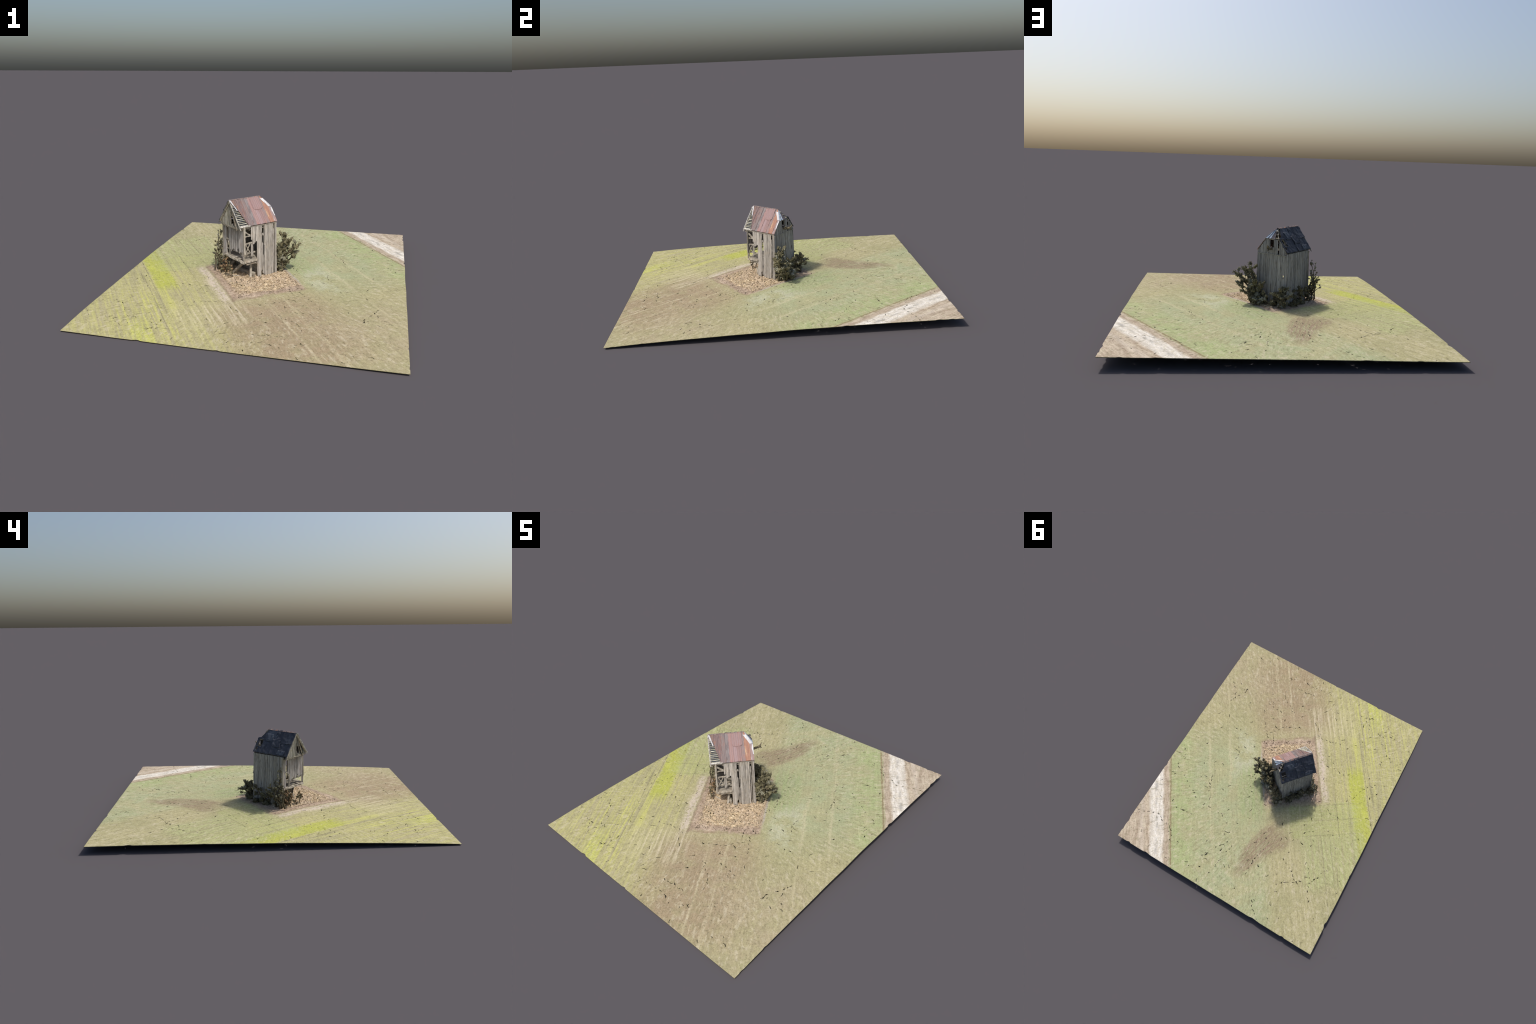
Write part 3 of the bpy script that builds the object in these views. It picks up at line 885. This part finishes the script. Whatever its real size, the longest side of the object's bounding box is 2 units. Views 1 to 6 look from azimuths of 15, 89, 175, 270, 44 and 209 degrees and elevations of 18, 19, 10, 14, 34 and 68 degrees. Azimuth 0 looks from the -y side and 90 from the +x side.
# --- roof sheets
def roof_sheet(name, side, u0, u1, mat, s0=0.0, s1=1.0, lift=0.001, hole=None, lo=None, hi=None, ribs=2, wrinkle=0.0009, tilt=0.0, arc=0.0):
    nu, ns = max(4, int((u1 - u0) / 0.0022)), max(6, int((s1 - s0) / 0.020))
    v, f = [], []
    seed = R.uniform(0, 50)
    for i in range(ns + 1):
        s = s0 + (s1 - s0) * i / ns
        for j in range(nu + 1):
            q = j / nu
            u = u0 + (u1 - u0) * q + tilt * (s - 0.5)
            if lo:
                u = max(u, lo(s))
            if hi:
                u = min(u, hi(s))
            h = lift + 0.0007 * math.cos(q * ribs * math.tau) + wrinkle * noise.noise(Vector((u * 60, s * 9, seed))) * 1.6
            h += 0.0011 * (q - 0.5)
            if i == 0:
                h -= 0.0004
            se = s - arc * math.sin(math.pi * q) * (1 - i / ns) + (0.006 * noise.noise(Vector((u * 150, seed, 1))) if i in (0, ns) else 0)
            v.append(slope(side, se, u, h))
    for i in range(ns):
        for j in range(nu):
            a = i * (nu + 1) + j
            c = (v[a] + v[a + nu + 2]) / 2
            if hole:
                s = s0 + (s1 - s0) * (i + 0.5) / ns
                u = u0 + (u1 - u0) * (j + 0.5) / nu
                if hole(u, s):
                    continue
            f.append([a, a + 1, a + nu + 2, a + nu + 1])
    me = bpy.data.meshes.new(name)
    me.from_pydata([tuple(q) for q in v], [], f)
    bm = bmesh.new()
    bm.from_mesh(me)
    bmesh.ops.dissolve_degenerate(bm, dist=1e-5, edges=bm.edges)
    bmesh.ops.delete(bm, geom=[q for q in bm.verts if not q.link_faces], context="VERTS")
    bmesh.ops.recalc_face_normals(bm, faces=bm.faces)
    bm.to_mesh(me)
    bm.free()
    me.materials.append(mat)
    if not len(me.polygons):
        return None
    me.polygons.foreach_set("use_smooth", [True] * len(me.polygons))
    o = link(bpy.data.objects.new(name, me))
    o.parent = roof
    m = o.modifiers.new("sheet", "SOLIDIFY")
    m.thickness, m.offset = 0.0012, 0.0
    return o


def hip_hi(s):
    return BACK if s < HIP_S else BACK + (HIP_U - BACK) * (s - HIP_S) / (1 - HIP_S)


def torn_lo(s):
    return -0.066 - 0.052 * s + 0.003 * noise.noise(Vector((s * 14, 2.0, 0)))


TIN = [  # from the front: main, second, blotch tones, rust
    (((0.189, 0.129, 0.113), (0.236, 0.164, 0.144), (0.272, 0.18, 0.144)), 0.5),
    (((0.181, 0.129, 0.125), (0.229, 0.169, 0.161), (0.144, 0.104, 0.108)), 0.65),
    (((0.172, 0.124, 0.124), (0.249, 0.189, 0.181), (0.206, 0.13, 0.118)), 0.6),
    (((0.241, 0.193, 0.185), (0.203, 0.163, 0.159), (0.265, 0.185, 0.169)), 0.25),
    (((0.195, 0.167, 0.167), (0.264, 0.232, 0.228), (0.165, 0.133, 0.133)), 0.08),
    (((0.328, 0.204, 0.192), (0.341, 0.233, 0.221), (0.369, 0.189, 0.173)), 0.06),
    (((0.315, 0.223, 0.223), (0.343, 0.243, 0.243), (0.317, 0.185, 0.173)), 0.06),
    (((0.311, 0.203, 0.191), (0.275, 0.187, 0.179), (0.354, 0.21, 0.182)), 0.12),
    (((0.278, 0.21, 0.202), (0.241, 0.189, 0.185), (0.311, 0.207, 0.191)), 0.12),
    (((0.386, 0.214, 0.15), (0.339, 0.179, 0.131), (0.559, 0.383, 0.247)), 0.2),
    (((0.384, 0.296, 0.284), (0.314, 0.222, 0.21), (0.529, 0.465, 0.457)), 0.1),
]
edges = [-0.121, -0.098, -0.077, -0.055, -0.033, -0.012, 0.012, 0.035, 0.060, 0.082, 0.113, BACK]
for i, (tones, rust) in enumerate(TIN):
    roof_sheet("roof_sheet", 1, edges[i] - 0.0012, edges[i + 1] + 0.0012, sheet_material("painted_tin", tones, rust, seed=i * 1.7), lift=0.0016 + 0.0007 * (i % 2), lo=torn_lo, hi=hip_hi, wrinkle=0.0010)
# dark sheet added behind the laths so their gaps read black
roof_sheet("gap_backing", 1, FRONT + 0.004, -0.045, M["tar"], s0=0.03, s1=0.93, lift=-0.0085, hi=lambda s: -0.060 - 0.052 * s + 0.012, ribs=1)
# bent seam patch on the sunny slope and bare zinc along the hip
roof_sheet("roof_sheet", 1, 0.008, 0.070, sheet_material("painted_tin_patch", (TIN[6][0][0], TIN[7][0][0], TIN[5][0][0]), 0.0, 9.1), s0=0.56, s1=0.985, lift=0.0042, hi=lambda s: hip_hi(s) - 0.010, ribs=5, arc=0.05,
           lo=lambda s: 0.008 + 0.02 * max(0, 0.62 - s))
roof_sheet("roof_sheet", 1, 0.070, 0.140, M["zinc"], s0=0.57, s1=0.90, lift=0.0048, lo=lambda s: hip_hi(s) - 0.016 - 0.012 * abs(s - 0.7), hi=lambda s: hip_hi(s) + 0.001)
roof_sheet("roof_sheet", 1, 0.122, BACK + 0.002, M["zinc"], s0=0.20, s1=0.55, lift=0.0045, lo=lambda s: 0.125 + 0.006 * abs(s - 0.42) * 4, hi=hip_hi)

# left slope: overlapping sheets of felt, baked shade kept in their tone
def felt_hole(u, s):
    n1 = noise.noise(Vector((u * 70, s * 11, 4.0)))
    if 0.088 + 0.006 * n1 < u < 0.122 and 0.26 + 0.03 * n1 < s < 0.55:
        return True
    return 0.112 + 0.006 * n1 < u < 0.126 and 0.10 < s < 0.22


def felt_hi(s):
    return hip_hi(s) - (0.016 if s > 0.62 else 0.0) + 0.004 * noise.noise(Vector((s * 20, 8.0, 0)))


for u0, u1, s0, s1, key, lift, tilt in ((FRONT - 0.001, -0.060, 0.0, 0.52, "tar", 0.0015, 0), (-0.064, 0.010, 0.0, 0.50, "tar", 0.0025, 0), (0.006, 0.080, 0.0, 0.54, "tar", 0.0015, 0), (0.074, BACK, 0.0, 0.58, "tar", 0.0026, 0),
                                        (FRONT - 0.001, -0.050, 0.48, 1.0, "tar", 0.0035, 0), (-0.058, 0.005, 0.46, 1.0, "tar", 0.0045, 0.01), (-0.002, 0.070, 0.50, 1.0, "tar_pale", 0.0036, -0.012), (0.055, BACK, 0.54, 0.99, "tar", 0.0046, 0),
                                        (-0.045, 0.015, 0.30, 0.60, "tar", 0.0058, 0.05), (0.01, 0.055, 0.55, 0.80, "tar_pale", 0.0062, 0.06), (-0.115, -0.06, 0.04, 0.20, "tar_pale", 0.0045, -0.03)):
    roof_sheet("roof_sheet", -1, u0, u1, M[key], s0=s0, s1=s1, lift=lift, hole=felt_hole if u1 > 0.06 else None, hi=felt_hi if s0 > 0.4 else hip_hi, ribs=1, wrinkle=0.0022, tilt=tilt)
# ridge capping
for u0, u1 in ((-0.128, -0.062), (-0.064, 0.004), (0.0, 0.066), (0.062, HIP_U + 0.003)):
    v, f = [], []
    n = 10
    for i in range(n + 1):
        u = u0 + (u1 - u0) * i / n
        h = R.uniform(-0.0007, 0.0007)
        for s_, side in ((0.985, 1), (1.0, 1), (0.955, -1)):
            v.append(slope(side, s_, u, (0.0035 if side > 0 else 0.0056) + h) if s_ < 1 else L(u, RIDGE_W, RIDGE_Z + 0.0028 + h))
    for i in range(n):
        a = i * 3
        f += [[a, a + 1, a + 4, a + 3], [a + 1, a + 2, a + 5, a + 4]]
    o = child("ridge_cap", (v, f), M["cap"], roof)
    m = o.modifiers.new("sheet", "SOLIDIFY")
    m.thickness = 0.0012


# --- half hip at the back
def hip_point(q, t, lift=0.0):
    """q 0..1 from the sunny to the dark corner, t 0 at the hip eave, 1 at the ridge."""
    a, b, c = slope(1, HIP_S, BACK), slope(-1, HIP_S, BACK), L(HIP_U, RIDGE_W, RIDGE_Z)
    base = a.lerp(b, q)
    n = (b - a).cross(c - a).normalized()
    if n.z < 0:
        n = -n
    return base.lerp(c, t) + n * lift


for q0, q1, mat, t1 in ((-0.01, 0.14, "sky_tin", 1.0), (0.13, 0.23, "zinc_dark", 0.98), (0.22, 0.36, "sky_tin", 0.97), (0.35, 0.50, "zinc_dark", 0.97), (0.49, 0.70, "zinc_dark", 0.62), (0.69, 1.0, "tar", 0.0)):
    if t1 == 0.0:
        continue
    v, f = [], []
    nt, nq = 10, 4
    for i in range(nt + 1):
        for j in range(nq + 1):
            q = q0 + (q1 - q0) * j / nq
            v.append(hip_point(q, t1 * i / nt, 0.0015 + 0.0012 * (j % 2) + R.uniform(-0.0003, 0.0003)))
    for i in range(nt):
        for j in range(nq):
            a = i * (nq + 1) + j
            f.append([a, a + 1, a + nq + 2, a + nq + 1])
    o = child("roof_sheet", (v, f), M[mat], roof)
    m = o.modifiers.new("sheet", "SOLIDIFY")
    m.thickness = 0.0012
for t in (0.12, 0.42, 0.7):
    child("lath", beam(hip_point(0.45, t, -0.002), hip_point(1.0, t, -0.002), 0.006, 0.003, seg=4), M["timber_w"], roof)
child("verge_board", plank(hip_point(0.70, 0.66, 0.002), hip_point(0.72, 0.80, 0.002), DW, DZ, 0.009, 0.002, 0.002, 0.002, seg=3), M["verge"], roof)

# ------------------------------------------------------------------ shrubs
def clump_mesh(seed, spiky):
    bm = bmesh.new()
    bmesh.ops.create_icosphere(bm, subdivisions=3, radius=1.0)
    for v in bm.verts:
        d = v.co.normalized()
        n = noise.noise(d * 2.2 + Vector((seed * 7.3, 0, 0))) * 0.9 + noise.noise(d * 4.2 + Vector((0, seed * 3.1, 0))) * spiky
        v.co = d * max(0.25, 1 + n)
    me = bpy.data.meshes.new("foliage_clump")
    bm.to_mesh(me)
    bm.free()
    me.polygons.foreach_set("use_smooth", [True] * len(me.polygons))
    return me


CLUMPS = {}
for key in ("leaf", "leaf_pale", "leaf_dry"):
    CLUMPS[key] = []
    for i in range(5):
        me = clump_mesh(i + len(key) * 1.3, 1.15)
        me.materials.append(M[key])
        CLUMPS[key].append(me)


def place_clump(parent, p, size, stretch, direction, key, rnd):
    o = bpy.data.objects.new("foliage_clump", rnd.choice(CLUMPS[key]))
    link(o)
    q = Vector(direction).to_track_quat("Z", "Y")
    o.parent = parent
    o.location = Vector(p) - parent.location
    o.rotation_mode = "QUATERNION"
    o.rotation_quaternion = q
    o.scale = (size * rnd.uniform(0.7, 1.2), size * rnd.uniform(0.6, 1.0), size * stretch)


def leaf_spray(g, p, d, rnd, n, size):
    """small pointed leaves with a fold, around the end of a twig"""
    for _ in range(n):
        a = Vector((rnd.gauss(0, 1), rnd.gauss(0, 1), rnd.gauss(0.3, 1))).normalized()
        a = (a + Vector(d).normalized() * 0.8).normalized()
        side = a.cross(Vector((rnd.gauss(0, 1), rnd.gauss(0, 1), rnd.gauss(0, 1)))).normalized()
        up = a.cross(side)
        c = Vector(p) + Vector((rnd.gauss(0, 1), rnd.gauss(0, 1), rnd.gauss(0, 1))) * size * 0.7
        l, w = size * rnd.uniform(0.7, 1.5), size * rnd.uniform(0.25, 0.5)
        g.take([c, c + a * l * 0.5 + side * w + up * w * 0.3, c + a * l, c + a * l * 0.5 - side * w + up * w * 0.3, c + a * l * 0.45 - up * w * 0.25],
               [[0, 1, 4], [1, 2, 4], [2, 3, 4], [3, 0, 4], [0, 3, 1], [1, 3, 2]])


def shrub(base, tips, body, label, seed, keys, thick=0.007, clump=0.010, twigs=5):
    rnd = random.Random(seed)
    base = Vector(base)
    g, leaves = Geo(), Geo()
    spots = []
    for tip in tips:
        tip = Vector(tip)
        start = base + Vector((rnd.uniform(-0.03, 0.03), rnd.uniform(-0.03, 0.03), 0))
        n = 7
        pts, rad = [], []
        for i in range(n + 1):
            t = i / n
            p = start.lerp(tip, t)
            p.z += 0.02 * math.sin(math.pi * t)
            k = 0.016 * math.sin(math.pi * t)
            p += Vector((rnd.uniform(-1, 1), rnd.uniform(-1, 1), rnd.uniform(-0.6, 0.6))) * k
            pts.append(p)
            rad.append(thick * (1 - 0.78 * t))
        g.take(*tube(pts, rad, 6, 0.35))
        spots.append((pts[-1], pts[-1] - pts[-2], 0.8))
        spots.append((pts[-2], pts[-1] - pts[-2], 1.0))
        for _ in range(twigs):
            i = rnd.randint(2, n - 1)
            d = (pts[i + 1] - pts[i]).normalized() + Vector((rnd.gauss(0, 0.7), rnd.gauss(0, 0.7), rnd.gauss(0.2, 0.5)))
            l = rnd.uniform(0.018, 0.045)
            e = pts[i] + d.normalized() * l
            if e.z < gz(e.x, e.y) + 0.01:
                e.z = gz(e.x, e.y) + 0.012
            m_ = pts[i].lerp(e, 0.5) + Vector((rnd.uniform(-1, 1), rnd.uniform(-1, 1), rnd.uniform(-1, 1))) * 0.004
            g.take(*tube([pts[i], m_, e], (rad[i] * 0.6, rad[i] * 0.45, 0.0012), 5, 0.3))
            spots.append((e, d, 1.0))
    root = mesh_object("shrub", [v - base for v in g.v], g.f, M["twig"], None, smooth=True)
    root.location = base
    root["label"], root["category"] = label, "bush"
    for p, d, k in spots:
        key = rnd.choice(keys)
        place_clump(root, p, clump * k * rnd.uniform(0.55, 1.1), rnd.uniform(1.0, 1.9), d, key, rnd)
        leaf_spray(leaves, p, d, rnd, 14, clump * 0.8)
    for c, r, n in body:
        for _ in range(n):
            d = Vector((rnd.gauss(0, 1), rnd.gauss(0, 1), rnd.gauss(0, 0.8))).normalized()
            p = Vector(c) + Vector((d.x * r[0], d.y * r[0], d.z * r[1])) * rnd.uniform(0.3, 1.0)
            if p.z < gz(p.x, p.y) + 0.004:
                p.z = gz(p.x, p.y) + rnd.uniform(0.004, 0.02)
            place_clump(root, p, clump * rnd.uniform(0.8, 1.5), rnd.uniform(0.9, 1.6), d, rnd.choice(keys), rnd)
            leaf_spray(leaves, p + d * clump, d, rnd, 12, clump * 0.8)
    o = mesh_object("leaf", leaves.v, leaves.f, M[keys[0]], root, stuff=True)
    o.location = -base
    return root


dark = ["leaf", "leaf", "leaf", "leaf", "leaf_pale"]
shrub(L(0.170, 0.085, 0.055), [L(0.236, 0.197, 0.232), L(0.187, 0.125, 0.285), L(0.202, 0.112, 0.272), L(0.262, 0.145, 0.165), L(0.215, 0.165, 0.205), L(0.160, 0.125, 0.235), L(0.225, 0.060, 0.190), L(0.205, 0.015, 0.175), L(0.245, 0.165, 0.175), L(0.205, 0.150, 0.250)],
      [(L(0.175, 0.085, 0.105), (0.042, 0.055), 34), (L(0.180, 0.03, 0.085), (0.035, 0.04), 20), (L(0.16, 0.115, 0.16), (0.022, 0.05), 14), (L(0.205, 0.06, 0.08), (0.03, 0.03), 12)],
      "dense dark bush with twisted branches and clumped leaves", 3, dark)
shrub(L(0.165, -0.105, 0.055), [L(0.190, -0.158, 0.126), L(0.168, -0.140, 0.165), L(0.160, -0.10, 0.150), L(0.175, -0.06, 0.13), L(0.185, -0.12, 0.14)],
      [(L(0.162, -0.10, 0.07), (0.028, 0.03), 16), (L(0.160, -0.05, 0.075), (0.026, 0.035), 14)],
      "low dark scrub bush with broad leaf clumps", 4, dark)
shrub(L(-0.105, -0.140, 0.052), [(-0.275, -0.057, 0.302), (-0.294, -0.036, 0.289), (-0.298, -0.022, 0.188), (-0.298, -0.030, 0.205), (-0.300, 0.010, 0.205), (-0.283, -0.060, 0.190), (-0.282, -0.02, 0.225), (-0.288, 0.022, 0.185), (-0.285, 0.012, 0.150)],
      [(L(-0.095, -0.137, 0.095), (0.018, 0.05), 14), (L(-0.07, -0.135, 0.08), (0.018, 0.035), 8)],
      "upright straggly bush of thin twigs and small leaves", 5, ["leaf", "leaf", "leaf_pale"], thick=0.0048, clump=0.0050, twigs=5)
shrub(L(-0.010, -0.140, 0.052), [L(0.06, -0.160, 0.150), L(0.02, -0.150, 0.120), L(-0.03, -0.145, 0.135), L(0.09, -0.145, 0.105)],
      [(L(0.02, -0.135, 0.065), (0.03, 0.025), 16), (L(0.09, -0.135, 0.06), (0.03, 0.02), 12)],
      "low scrub of dark leaves along a wall", 6, ["leaf", "leaf", "leaf"], thick=0.005, clump=0.008)
shrub(L(-0.110, -0.085, 0.052), [L(-0.115, -0.090, 0.125), L(-0.105, -0.070, 0.140), L(-0.112, -0.060, 0.105), L(-0.095, -0.095, 0.150), L(-0.120, -0.045, 0.085)],
      [(L(-0.108, -0.085, 0.075), (0.02, 0.025), 12)],
      "small tangled brown shrub with dry leaves", 8, ["leaf", "leaf_dry", "leaf_dry"], thick=0.0035, clump=0.0062)
shrub((-0.182, -0.178, gz(-0.182, -0.178)), [(-0.180, -0.177, 0.121), (-0.176, -0.186, 0.098), (-0.188, -0.170, 0.090)], [],
      "tiny leafy sapling with a thin stem", 9, ["leaf", "leaf_dry"], thick=0.0025, clump=0.0048, twigs=3)
